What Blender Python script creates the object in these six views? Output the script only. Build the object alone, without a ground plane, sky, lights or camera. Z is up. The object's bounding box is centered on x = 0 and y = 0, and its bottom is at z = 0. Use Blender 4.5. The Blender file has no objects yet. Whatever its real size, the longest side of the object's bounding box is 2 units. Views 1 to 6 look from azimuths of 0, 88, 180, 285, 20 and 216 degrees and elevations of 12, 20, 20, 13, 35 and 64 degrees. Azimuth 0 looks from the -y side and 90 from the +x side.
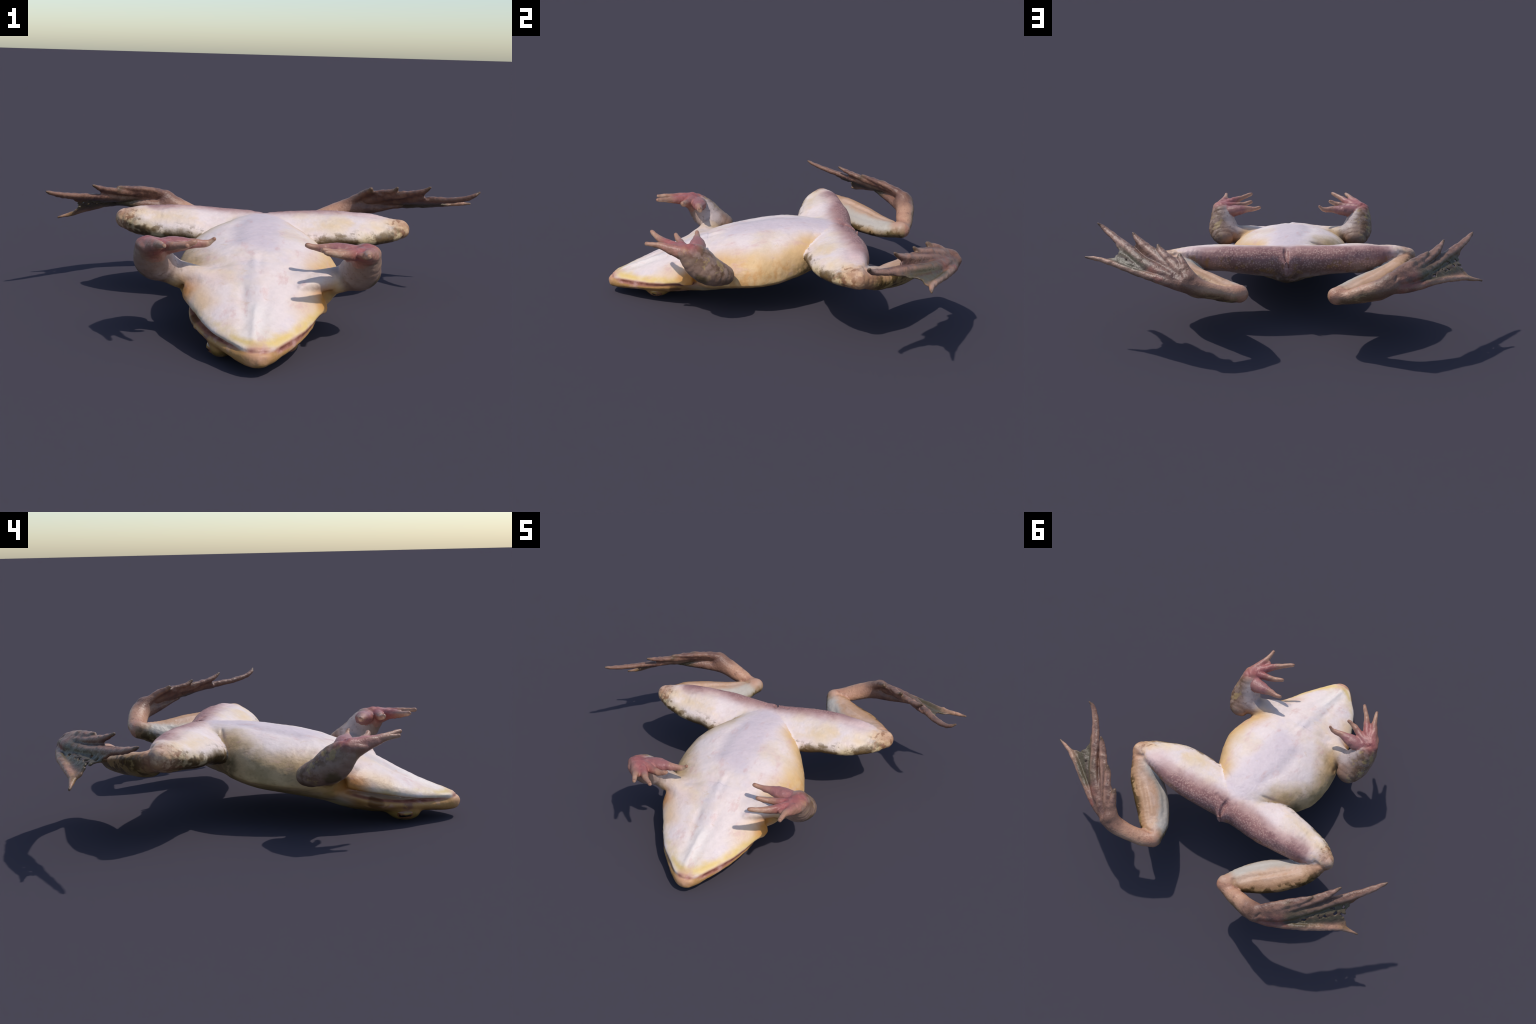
# A frog lying on its back: belly up, arms raised, hind legs folded, webbed feet spread.
# The skin is one smooth surface: limbs, torso and head are described as implicit tubes and
# cross-section lofts, blended together, meshed once, and then split into anatomical parts.
import bpy, bmesh, math
import numpy as np

# ------------------------------------------------------------------ sampling space
H = 0.0042
LO = np.array([-1.03, -0.89, -0.03])
N = np.ceil((np.array([1.03, 0.89, 0.545]) - LO) / H).astype(int) + 1
AX = [(LO[i] + H * np.arange(N[i])).astype(np.float32) for i in range(3)]
FIELD = np.full(tuple(N), 1.0, np.float32)
LABEL = np.zeros(tuple(N), np.uint8)
PARTS = ["torso"]


def part_id(name):
    if name not in PARTS:
        PARTS.append(name)
    return PARTS.index(name)


def window(lo, hi):
    a = np.clip(np.floor((np.asarray(lo) - LO) / H).astype(int), 0, N - 1)
    b = np.clip(np.ceil((np.asarray(hi) - LO) / H).astype(int) + 1, 1, N)
    s = tuple(slice(a[i], b[i]) for i in range(3))
    X = AX[0][s[0]][:, None, None]
    Y = AX[1][s[1]][None, :, None]
    Z = AX[2][s[2]][None, None, :]
    return s, X, Y, Z


def blend(s, d, k, name):
    """Smooth union of a shape with the skin; k is the width of the fillet."""
    f = FIELD[s]
    pid = part_id(name)
    LABEL[s][d < f] = pid
    h = np.maximum(k - np.abs(f - d), 0.0) / k
    FIELD[s] = np.minimum(f, d) - h * h * (k * 0.25)


# ------------------------------------------------------------------ curves
def spline(pts, n):
    """Centripetal-free Catmull-Rom through rows of pts (any width)."""
    p = np.asarray(pts, float)
    m = len(p)
    q = np.vstack([2 * p[0] - p[1], p, 2 * p[-1] - p[-2]])
    seg = np.linalg.norm(np.diff(p[:, :3], axis=0), axis=1)
    t = np.concatenate([[0], np.cumsum(seg)])
    t /= t[-1]
    out = []
    for u in np.linspace(0, 1, n):
        i = min(np.searchsorted(t, u, side="right") - 1, m - 2)
        f = (u - t[i]) / (t[i + 1] - t[i])
        a, b, c, d = q[i], q[i + 1], q[i + 2], q[i + 3]
        out.append(0.5 * (2 * b + (c - a) * f + (2 * a - 5 * b + 4 * c - d) * f ** 2 + (3 * b - a - 3 * c + d) * f ** 3))
    return np.array(out)


def monotone(xs, ys, x):
    """PCHIP style interpolation of a profile."""
    xs, ys = np.asarray(xs, float), np.asarray(ys, float)
    h, dl = np.diff(xs), np.diff(ys) / np.diff(xs)
    m = np.zeros_like(xs)
    for i in range(1, len(xs) - 1):
        if dl[i - 1] * dl[i] > 0:
            w1, w2 = 2 * h[i] + h[i - 1], h[i] + 2 * h[i - 1]
            m[i] = (w1 + w2) / (w1 / dl[i - 1] + w2 / dl[i])
    m[0], m[-1] = dl[0], dl[-1]
    x = np.clip(x, xs[0], xs[-1])
    i = np.clip(np.searchsorted(xs, x, side="right") - 1, 0, len(xs) - 2)
    t = (x - xs[i]) / h[i]
    return ((2 * t ** 3 - 3 * t ** 2 + 1) * ys[i] + (t ** 3 - 2 * t ** 2 + t) * h[i] * m[i]
            + (3 * t ** 2 - 2 * t ** 3) * ys[i + 1] + (t ** 3 - t ** 2) * h[i] * m[i + 1])


def tube(name, rows, k=0.015, up=(0, 0, 1), roll=0.0, n=None, square=2.0, wedge=0.0):
    """A limb: rows of x, y, z, half width, half thickness. Width lies across 'up', turned by roll degrees."""
    rows = [tuple(r) + ((r[3],) if len(r) == 4 else ()) for r in rows]
    rows = [r + ((roll,) if len(r) == 5 else ()) for r in rows]
    L = sum(np.linalg.norm(np.subtract(a[:3], b[:3])) for a, b in zip(rows, rows[1:]))
    n = n or int(np.clip(L / 0.022, 8, 34))
    c = spline(rows, n)
    c[:, 3:5] = np.maximum(c[:, 3:5], 0.003)
    pad = 0.03 + k
    r = c[:, 3:5].max()
    s, X, Y, Z = window(c[:, :3].min(0) - r - pad, c[:, :3].max(0) + r + pad)
    best = np.full(np.broadcast_shapes(X.shape, Y.shape, Z.shape), 1.0, np.float32)
    up = np.asarray(up, float)
    for p, q in zip(c, c[1:]):
        t = q[:3] - p[:3]
        l = np.linalg.norm(t)
        if l < 1e-6:
            continue
        t /= l
        a = np.cross(t, up)
        a /= np.linalg.norm(a)
        b = np.cross(a, t)
        rr = max(p[3], q[3], p[4], q[4]) + pad
        sub, x, y, z = window(np.minimum(p[:3], q[:3]) - rr, np.maximum(p[:3], q[:3]) + rr)
        loc = tuple(slice(u.start - w.start, u.stop - w.start) for u, w in zip(sub, s))
        dx, dy, dz = x - np.float32(p[0]), y - np.float32(p[1]), z - np.float32(p[2])
        along = dx * np.float32(t[0]) + dy * np.float32(t[1]) + dz * np.float32(t[2])
        f = np.clip(along / l, 0, 1)
        ra, rb = p[3] + f * (q[3] - p[3]), p[4] + f * (q[4] - p[4])
        over = along - f * l
        qa = dx * np.float32(a[0]) + dy * np.float32(a[1]) + dz * np.float32(a[2])
        qb = dx * np.float32(b[0]) + dy * np.float32(b[1]) + dz * np.float32(b[2])
        if p[5] or q[5]:
            turn = np.radians(p[5] + f * (q[5] - p[5]))
            ca, sa = np.cos(turn), np.sin(turn)
            qa, qb = ca * qa + sa * qb, ca * qb - sa * qa
        if wedge:  # thicker on one edge than on the other
            rb = rb * (1 + wedge * np.clip(qa / ra, -1, 1))
        ell = (qa / ra) ** 2 + (qb / rb) ** 2 if square == 2.0 else (np.abs(qa / ra) ** square + np.abs(qb / rb) ** square) ** (2 / square)
        rho = np.sqrt(ell + (over / np.minimum(ra, rb)) ** 2) + 1e-5
        dist = np.sqrt(qa * qa + qb * qb + over * over)
        d = np.where(dist < 1e-4, -np.minimum(ra, rb), (rho - 1) * dist / rho)
        best[loc] = np.minimum(best[loc], d)
    blend(s, best, k, name)


def ellipsoid(name, centre, radii, k=0.02):
    c, r = np.asarray(centre, float), np.asarray(radii, float)
    s, X, Y, Z = window(c - r - 0.03 - k, c + r + 0.03 + k)
    rho = np.sqrt(((X - c[0]) / r[0]) ** 2 + ((Y - c[1]) / r[1]) ** 2 + ((Z - c[2]) / r[2]) ** 2) + 1e-5
    dist = np.sqrt((X - c[0]) ** 2 + (Y - c[1]) ** 2 + (Z - c[2]) ** 2)
    blend(s, ((rho - 1) * dist / rho).astype(np.float32), k, name)


def loft(name, rows, k=0.02, tilt=0.0, slope=False):
    """Body along y. Rows: y, centre x, half width, z bottom, z of greatest width, z top, squareness below and above."""
    r = np.asarray(rows, float)
    s, X, Y, Z = window([-0.45, r[0, 0], -0.03], [0.45, r[-1, 0], 0.46])
    y = AX[1][s[1]]
    y = np.clip(y, r[0, 0], r[-1, 0])
    xc, w, zb, zm, zt, n_bottom, n_top = [monotone(r[:, 0], r[:, i], y)[None, :, None].astype(np.float32) for i in range(1, 8)]
    w = np.maximum(w, 0.002)
    px, pz = np.abs(X - xc), Z + tilt * (X - xc) - zm
    upper = pz > 0
    hz = np.maximum(np.where(upper, zt - zm, zm - zb), 0.002)
    n = np.where(upper, n_top, n_bottom)
    rho = ((px / w) ** n + (np.abs(pz) / hz) ** n) ** (1 / n) + 1e-5
    if slope:  # flanks that lean in above the widest line
        lean = (2.15 * px / w + np.maximum(pz, 0) / hz) / 2.45
        rho = (rho ** 16 + lean ** 16) ** (1 / 16)
    dist = np.sqrt(px * px + pz * pz)
    d = np.where(dist < 1e-4, -np.minimum(w, hz), (rho - 1) * dist / rho)
    blend(s, d.astype(np.float32), k, name)


def stroke(pts, radius, depth, n=None):
    """Press a groove (depth > 0) or raise a ridge (depth < 0) along a curve near the skin."""
    pts = [tuple(p) for p in pts]
    if len(pts) == 1:
        pts = pts + [tuple(np.add(pts[0], (1e-3, 0, 0)))]
    L = sum(np.linalg.norm(np.subtract(a, b)) for a, b in zip(pts, pts[1:]))
    c = spline(pts, n or int(np.clip(L / 0.015, 3, 60)))
    R = 2.4 * radius
    s, X, Y, Z = window(c.min(0) - R, c.max(0) + R)
    best = np.full(np.broadcast_shapes(X.shape, Y.shape, Z.shape), R * R, np.float32)
    m = len(c)
    taper = np.full_like(best, 0.0)
    for i, (p, q) in enumerate(zip(c, c[1:])):
        sub, x, y, z = window(np.minimum(p, q) - R, np.maximum(p, q) + R)
        loc = tuple(slice(u.start - v.start, u.stop - v.start) for u, v in zip(sub, s))
        t = q - p
        dx, dy, dz = x - np.float32(p[0]), y - np.float32(p[1]), z - np.float32(p[2])
        f = np.clip((dx * t[0] + dy * t[1] + dz * t[2]) / (t @ t), 0, 1).astype(np.float32)
        d2 = (dx - f * t[0]) ** 2 + (dy - f * t[1]) ** 2 + (dz - f * t[2]) ** 2
        nearer = d2 < best[loc]
        best[loc] = np.where(nearer, d2, best[loc])
        along = (i + f) / (m - 1)
        ease = np.clip(np.minimum(along, 1 - along) * 6, 0.15 if m > 3 else 1, 1)
        taper[loc] = np.where(nearer, ease, taper[loc])
    FIELD[s] += (depth * taper * np.exp(-best / (radius * radius))).astype(np.float32)


def membrane(name, a, b, ua, ub, hollow, sag, r, seed, holes=0, hole_zone=(0.3, 0.9), k=0.012, fold=0.004):
    """Web of skin stretched between two toe curves, as far as ua and ub along them, with a hollow free edge."""
    rng = np.random.default_rng(seed)
    A, B = spline(np.asarray(a)[:, :3], 120), spline(np.asarray(b)[:, :3], 120)
    nu, nv = 150, 70
    u, v = np.meshgrid(np.linspace(0.05, 1, nu), np.linspace(0, 1, nv), indexing="ij")
    ragged = np.interp(v[0], np.linspace(0, 1, 15), rng.uniform(-0.035, 0.035, 15))[None, :]
    limit = 1 - hollow * (4 * v * (1 - v)) ** 0.8 + ragged * np.sin(np.pi * v)
    u = u * limit
    pick = lambda C, t: np.stack([np.interp(t, np.linspace(0, 1, 120), C[:, i]) for i in range(3)], -1)
    P = pick(A, u * ua) * (1 - v[..., None]) + pick(B, u * ub) * v[..., None]
    across = pick(B, u * ub) - pick(A, u * ua)
    along = np.gradient(P, axis=0)
    nrm = np.cross(along, across)
    nrm /= np.linalg.norm(nrm, axis=-1, keepdims=True) + 1e-9
    if nrm[..., 2].mean() < 0:
        nrm = -nrm
    wave = fold * np.sin(v * 9 + 3 * u + seed) * np.sin(np.pi * v)
    P += nrm * ((-sag * 4 * v * (1 - v) + wave) * np.clip(u * 2.0, 0, 1))[..., None]
    keep = np.ones(u.shape, bool)
    for _ in range(holes):
        hu, hv = rng.uniform(*hole_zone), rng.uniform(0.42, 0.93)
        su, sv = rng.uniform(0.007, 0.03), rng.uniform(0.025, 0.075)
        ang = rng.uniform(-0.8, 0.8)
        du, dv = u - hu, v - hv
        p, q = (du * math.cos(ang) / su + dv * math.sin(ang) / sv), (-du * math.sin(ang) / su + dv * math.cos(ang) / sv)
        wob = 1 + 0.35 * np.sin(3 * np.arctan2(q, p) + rng.uniform(0, 6)) + 0.2 * np.sin(7 * np.arctan2(q, p))
        keep &= (p * p + q * q) > wob
    pts = P[keep].astype(np.float32)
    # distance to the sheet, gathered in a small neighbourhood of every sample
    pad = 0.02
    s, X, Y, Z = window(pts.min(0) - pad, pts.max(0) + pad)
    base = np.array([q.start for q in s])
    shape = tuple(q.stop - q.start for q in s)
    best = np.full(shape, 1.0, np.float32)
    cell = np.round((pts - LO) / H).astype(int) - base
    reach = range(-3, 4)
    for i in reach:
        for j in reach:
            for l in reach:
                c = cell + (i, j, l)
                ok = ((c >= 0) & (c < shape)).all(1)
                c = c[ok]
                g = LO + (c + base) * H
                np.minimum.at(best, tuple(c.T), np.linalg.norm(g - pts[ok], axis=1).astype(np.float32) - r)
    blend(s, best, k, name)


# ------------------------------------------------------------------ torso and head
loft("torso", [
    (-0.50, -0.026, 0.150, 0.034, 0.145, 0.216, 1.6, 1.9),
    (-0.42, -0.026, 0.218, 0.022, 0.152, 0.269, 1.45, 1.9),
    (-0.33, -0.025, 0.286, 0.042, 0.162, 0.308, 1.5, 1.95),
    (-0.22, -0.020, 0.330, 0.066, 0.170, 0.340, 1.45, 2.05),
    (-0.10, -0.018, 0.342, 0.082, 0.178, 0.363, 1.45, 2.15),
    (0.00, -0.026, 0.323, 0.098, 0.186, 0.378, 1.45, 2.25),
    (0.06, -0.027, 0.294, 0.110, 0.198, 0.385, 1.45, 2.3),
    (0.12, -0.022, 0.256, 0.126, 0.215, 0.388, 1.5, 2.3),
    (0.18, -0.017, 0.205, 0.145, 0.240, 0.388, 1.6, 2.4),
    (0.25, -0.014, 0.160, 0.164, 0.262, 0.386, 1.7, 2.4),
    (0.31, -0.010, 0.125, 0.186, 0.280, 0.384, 1.7, 2.4),
    (0.370, -0.005, 0.095, 0.210, 0.295, 0.373, 1.8, 2.4),
    (0.412, 0.0, 0.012, 0.270, 0.312, 0.345, 2.0, 2.4)], tilt=0.03)

loft("head", [  # skull and upper lip (underneath, as the animal lies on its back)
    (-0.852, -0.008, 0.004, 0.054, 0.064, 0.072, 2.2, 2.6),
    (-0.845, -0.009, 0.028, 0.041, 0.064, 0.083, 2.2, 2.6),
    (-0.825, -0.012, 0.054, 0.031, 0.065, 0.090, 2.1, 2.6),
    (-0.800, -0.015, 0.076, 0.029, 0.066, 0.094, 2.0, 2.6),
    (-0.775, -0.018, 0.094, 0.028, 0.067, 0.096, 1.8, 2.6),
    (-0.700, -0.024, 0.149, 0.027, 0.076, 0.104, 1.6, 2.6),
    (-0.626, -0.029, 0.189, 0.020, 0.084, 0.112, 1.5, 2.6),
    (-0.570, -0.032, 0.214, 0.012, 0.092, 0.120, 1.45, 2.6),
    (-0.500, -0.034, 0.239, 0.012, 0.106, 0.135, 1.4, 2.6),
    (-0.430, -0.034, 0.248, 0.016, 0.126, 0.160, 1.4, 2.6),
    (-0.360, -0.025, 0.235, 0.026, 0.134, 0.170, 1.5, 2.6),
    (-0.300, -0.025, 0.190, 0.048, 0.140, 0.170, 1.7, 2.6)], k=0.02)

loft("head", [  # lower jaw and throat (on top)
    (-0.830, -0.012, 0.004, 0.086, 0.092, 0.096, 2.6, 2.0),
    (-0.822, -0.013, 0.034, 0.080, 0.096, 0.101, 2.6, 2.0),
    (-0.800, -0.016, 0.064, 0.078, 0.099, 0.109, 2.6, 2.0),
    (-0.775, -0.018, 0.086, 0.078, 0.100, 0.119, 2.6, 2.0),
    (-0.700, -0.024, 0.147, 0.086, 0.108, 0.147, 2.6, 1.85),
    (-0.626, -0.026, 0.190, 0.096, 0.120, 0.179, 2.6, 1.85),
    (-0.560, -0.028, 0.221, 0.106, 0.134, 0.208, 2.6, 1.85),
    (-0.500, -0.029, 0.251, 0.116, 0.148, 0.240, 2.6, 1.85),
    (-0.450, -0.027, 0.276, 0.126, 0.158, 0.263, 2.6, 1.85),
    (-0.415, -0.029, 0.283, 0.134, 0.165, 0.280, 2.6, 1.85),
    (-0.385, -0.028, 0.240, 0.140, 0.172, 0.291, 2.6, 2.0),
    (-0.350, -0.025, 0.150, 0.150, 0.180, 0.298, 2.6, 2.0)], k=0.022, tilt=0.07)

ellipsoid("head", (-0.146, -0.625, 0.048), (0.048, 0.070, 0.042), 0.025)
ellipsoid("head", (0.085, -0.592, 0.058), (0.050, 0.062, 0.040), 0.015)
EYES = [((-0.156, -0.632, 0.044), -1), ((0.092, -0.598, 0.050), 1)]

# ------------------------------------------------------------------ hind limbs
THIGH_R = [(0.05, 0.280, 0.300, 0.128, 0.080, -12), (0.234, 0.288, 0.314, 0.150, 0.070, -12), (0.320, 0.291, 0.322, 0.146, 0.065, -10),
           (0.407, 0.293, 0.320, 0.137, 0.062, -10), (0.493, 0.304, 0.321, 0.112, 0.057, -13), (0.565, 0.318, 0.320, 0.085, 0.050, -11),
           (0.628, 0.343, 0.322, 0.045, 0.042, -5)]
THIGH_L = [(-0.07, 0.276, 0.300, 0.128, 0.082, 14), (-0.248, 0.266, 0.316, 0.148, 0.073, 14), (-0.331, 0.268, 0.328, 0.134, 0.073, 10),
           (-0.414, 0.268, 0.330, 0.121, 0.073, 11), (-0.497, 0.272, 0.337, 0.108, 0.062, 12), (-0.567, 0.274, 0.341, 0.085, 0.062, 4),
           (-0.638, 0.283, 0.350, 0.046, 0.045, 0)]
tube("thigh.R", [(r[0], r[1] - 0.006, r[2] - 0.004) + r[3:] for r in THIGH_R], 0.014, square=2.2, wedge=-0.27)
tube("thigh.L", [(r[0], r[1] - 0.006, r[2] - 0.004) + r[3:] for r in THIGH_L], 0.014, square=2.2, wedge=0.27)
SHANK_R = [(0.615, 0.360, 0.318, 0.045, 0.040, 0), (0.532, 0.428, 0.292, 0.079, 0.053, 0), (0.466, 0.477, 0.272, 0.097, 0.052, 22),
           (0.401, 0.528, 0.259, 0.102, 0.058, 27), (0.342, 0.585, 0.254, 0.094, 0.060, 26), (0.282, 0.648, 0.264, 0.078, 0.052, 15),
           (0.226, 0.718, 0.287, 0.044, 0.040, 5)]
SHANK_L = [(-0.620, 0.300, 0.345, 0.045, 0.040, 0), (-0.563, 0.384, 0.302, 0.084, 0.049, -20), (-0.504, 0.440, 0.289, 0.094, 0.049, -16),
           (-0.442, 0.493, 0.276, 0.100, 0.050, -11), (-0.380, 0.546, 0.266, 0.095, 0.047, -8), (-0.318, 0.605, 0.262, 0.077, 0.045, -8),
           (-0.250, 0.684, 0.272, 0.044, 0.041, -5)]
tube("shank.R", SHANK_R, 0.012)
tube("shank.L", SHANK_L, 0.012)
tube("foot.R", [(0.226, 0.722, 0.287, 0.044, 0.038, 0), (0.271, 0.749, 0.296, 0.048, 0.036, -5), (0.310, 0.765, 0.307, 0.050, 0.036, -18),
                (0.350, 0.778, 0.319, 0.050, 0.039, -24), (0.391, 0.788, 0.333, 0.050, 0.042, -20), (0.430, 0.794, 0.347, 0.049, 0.044, -8),
                (0.485, 0.790, 0.368, 0.048, 0.034, 0)], 0.014)
tube("foot.L", [(-0.249, 0.688, 0.272, 0.044, 0.038, 0), (-0.306, 0.705, 0.276, 0.044, 0.035, 2), (-0.341, 0.718, 0.291, 0.043, 0.040, -10),
                (-0.380, 0.723, 0.304, 0.046, 0.044, -12), (-0.419, 0.731, 0.319, 0.047, 0.046, -20), (-0.456, 0.737, 0.336, 0.049, 0.047, -25),
                (-0.510, 0.738, 0.366, 0.050, 0.036, -10)], 0.014)
# the thick instep between ankle and toes
tube("foot.R", [(0.43, 0.790, 0.335, 0.036), (0.53, 0.745, 0.352, 0.028), (0.62, 0.700, 0.366, 0.013), (0.68, 0.670, 0.378, 0.006)], 0.02)
tube("foot.L", [(-0.45, 0.735, 0.325, 0.036), (-0.55, 0.700, 0.340, 0.030), (-0.64, 0.655, 0.354, 0.022), (-0.72, 0.600, 0.370, 0.010)], 0.02)

TOES_R = [
    [(0.485, 0.775, 0.385, 0.022), (0.495, 0.740, 0.420, 0.017), (0.500, 0.712, 0.436, 0.014), (0.516, 0.685, 0.446, 0.014), (0.522, 0.664, 0.460, 0.010)],
    [(0.490, 0.785, 0.378, 0.024), (0.535, 0.730, 0.418, 0.018), (0.585, 0.668, 0.442, 0.013), (0.625, 0.610, 0.455, 0.011), (0.638, 0.581, 0.480, 0.007)],
    [(0.490, 0.790, 0.372, 0.026), (0.575, 0.705, 0.408, 0.022), (0.650, 0.620, 0.438, 0.016), (0.714, 0.550, 0.458, 0.014), (0.755, 0.502, 0.476, 0.012), (0.777, 0.472, 0.502, 0.006)],
    [(0.490, 0.800, 0.362, 0.030), (0.600, 0.735, 0.388, 0.027), (0.715, 0.641, 0.411, 0.020), (0.807, 0.517, 0.434, 0.016), (0.892, 0.410, 0.453, 0.014), (0.950, 0.352, 0.478, 0.010), (0.981, 0.339, 0.504, 0.004)],
    [(0.480, 0.800, 0.348, 0.030), (0.600, 0.772, 0.365, 0.023), (0.735, 0.710, 0.378, 0.017), (0.867, 0.638, 0.396, 0.013), (0.940, 0.610, 0.407, 0.010), (0.997, 0.595, 0.411, 0.003)]]
TOES_L = [
    [(-0.500, 0.735, 0.382, 0.022), (-0.545, 0.695, 0.407, 0.017), (-0.590, 0.655, 0.424, 0.012), (-0.632, 0.625, 0.440, 0.007)],
    [(-0.510, 0.738, 0.390, 0.024), (-0.585, 0.670, 0.418, 0.018), (-0.669, 0.580, 0.437, 0.013), (-0.706, 0.522, 0.453, 0.007)],
    [(-0.515, 0.740, 0.382, 0.026), (-0.605, 0.672, 0.405, 0.022), (-0.690, 0.575, 0.422, 0.016), (-0.767, 0.468, 0.446, 0.013), (-0.804, 0.396, 0.476, 0.006)],
    [(-0.515, 0.748, 0.372, 0.030), (-0.620, 0.690, 0.384, 0.027), (-0.719, 0.585, 0.390, 0.020), (-0.819, 0.455, 0.412, 0.016), (-0.910, 0.342, 0.431, 0.014), (-0.955, 0.275, 0.448, 0.011), (-0.983, 0.227, 0.466, 0.006)],
    [(-0.505, 0.758, 0.350, 0.030), (-0.580, 0.742, 0.344, 0.025), (-0.659, 0.709, 0.346, 0.020), (-0.762, 0.655, 0.352, 0.016), (-0.860, 0.580, 0.337, 0.013), (-0.929, 0.525, 0.318, 0.010), (-0.995, 0.502, 0.302, 0.003)]]
def fringed(t, inner, flap, shift):
    """A toe with a fold of skin along its inner edge: section widened towards 'inner'."""
    out = []
    for j, r in enumerate(t):
        u = j / (len(t) - 1)
        d = flap * math.sin(math.pi * min(1, 0.15 + u * 0.85)) ** 0.7 if u < 1 else 0.0
        move = (d + shift * min(1.0, 2.5 * u, 3.0 * (1 - u))) * np.asarray(inner)
        rad = max(r[3] * 0.95, 0.0055)
        out.append((r[0] + move[0], r[1] + move[1], r[2] + move[2], rad + d, rad))
    return out


for side, toes, inner, roll in (("R", TOES_R, (-0.72, -0.60, 0.30), 18), ("L", TOES_L, (0.72, -0.60, 0.30), -18)):
    for i, t in enumerate(toes):
        flap, shift = ((0.004, 0.0), (0.009, 0.001), (0.009, 0.001), (0.008, 0.001), (0.0, 0.008))[i]
        tube(f"toe{i}.{side}", fringed(t, inner, flap, shift), 0.008, roll=roll)
# skin flap along the inner edge of the right foot
tube("foot.R", [(0.500, 0.705, 0.434, 0.010), (0.478, 0.735, 0.416, 0.016), (0.450, 0.765, 0.388, 0.022), (0.420, 0.782, 0.362, 0.026)], 0.012)
# how far each web runs along its lower and upper toe, how hollow its edge is, its sag, and how torn it is
WEB_R = [(0.93, 0.80, 0.14, 0.006, 0), (0.93, 0.84, 0.14, 0.008, 0), (0.92, 0.72, 0.13, 0.008, 0), (0.80, 0.90, 0.19, 0.004, 12)]
WEB_L = [(0.93, 0.78, 0.14, 0.006, 0), (0.93, 0.80, 0.14, 0.008, 0), (0.90, 0.68, 0.13, 0.008, 0), (0.80, 0.92, 0.13, 0.004, 46)]
for side, toes, webs in (("R", TOES_R, WEB_R), ("L", TOES_L, WEB_L)):
    for i, (uu, vv, hollow, sag, holes) in enumerate(webs):
        if i == 3:
            membrane(f"web{i}.{side}", toes[4], toes[3], vv, uu, hollow, sag + 0.004, 0.0054, 11 + i, holes, (0.45, 0.9), fold=0.006)
        else:
            membrane(f"web{i}.{side}", toes[i], toes[i + 1], uu, vv, hollow, sag + 0.006, 0.0056, 21 + i, fold=0.006)
ellipsoid("foot.R", (0.468, 0.785, 0.390), (0.030, 0.034, 0.024), 0.02)
ellipsoid("foot.L", (-0.490, 0.735, 0.382), (0.030, 0.034, 0.024), 0.02)

# ------------------------------------------------------------------ fore limbs
tube("upper_arm.R", [(0.15, -0.370, 0.208, 0.062, 0.062), (0.26, -0.330, 0.224, 0.056, 0.054), (0.365, -0.305, 0.248, 0.056, 0.052)], 0.03)
tube("upper_arm.L", [(-0.20, -0.375, 0.212, 0.062, 0.062), (-0.31, -0.345, 0.236, 0.056, 0.054), (-0.405, -0.322, 0.266, 0.056, 0.052)], 0.03)
tube("forearm.R", [(0.366, -0.252, 0.236, 0.062, 0.046, -6), (0.369, -0.283, 0.244, 0.078, 0.058, -6), (0.375, -0.322, 0.260, 0.087, 0.068, -6), (0.380, -0.346, 0.277, 0.083, 0.072, -4),
                   (0.388, -0.372, 0.307, 0.068, 0.074, -6), (0.398, -0.397, 0.336, 0.055, 0.066, -8), (0.405, -0.436, 0.362, 0.045, 0.036, -8)], 0.012)
tube("forearm.L", [(-0.404, -0.264, 0.248, 0.062, 0.044, 5), (-0.408, -0.296, 0.257, 0.080, 0.056, 5), (-0.414, -0.338, 0.276, 0.092, 0.062, 6), (-0.421, -0.358, 0.289, 0.086, 0.070, 9),
                   (-0.428, -0.380, 0.308, 0.076, 0.072, 10), (-0.439, -0.402, 0.333, 0.060, 0.066, 14), (-0.444, -0.440, 0.372, 0.047, 0.036, 10)], 0.012)
ellipsoid("upper_arm.R", (0.205, -0.318, 0.178), (0.062, 0.055, 0.060), 0.04)
ellipsoid("upper_arm.L", (-0.245, -0.320, 0.185), (0.068, 0.055, 0.062), 0.04)
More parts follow.
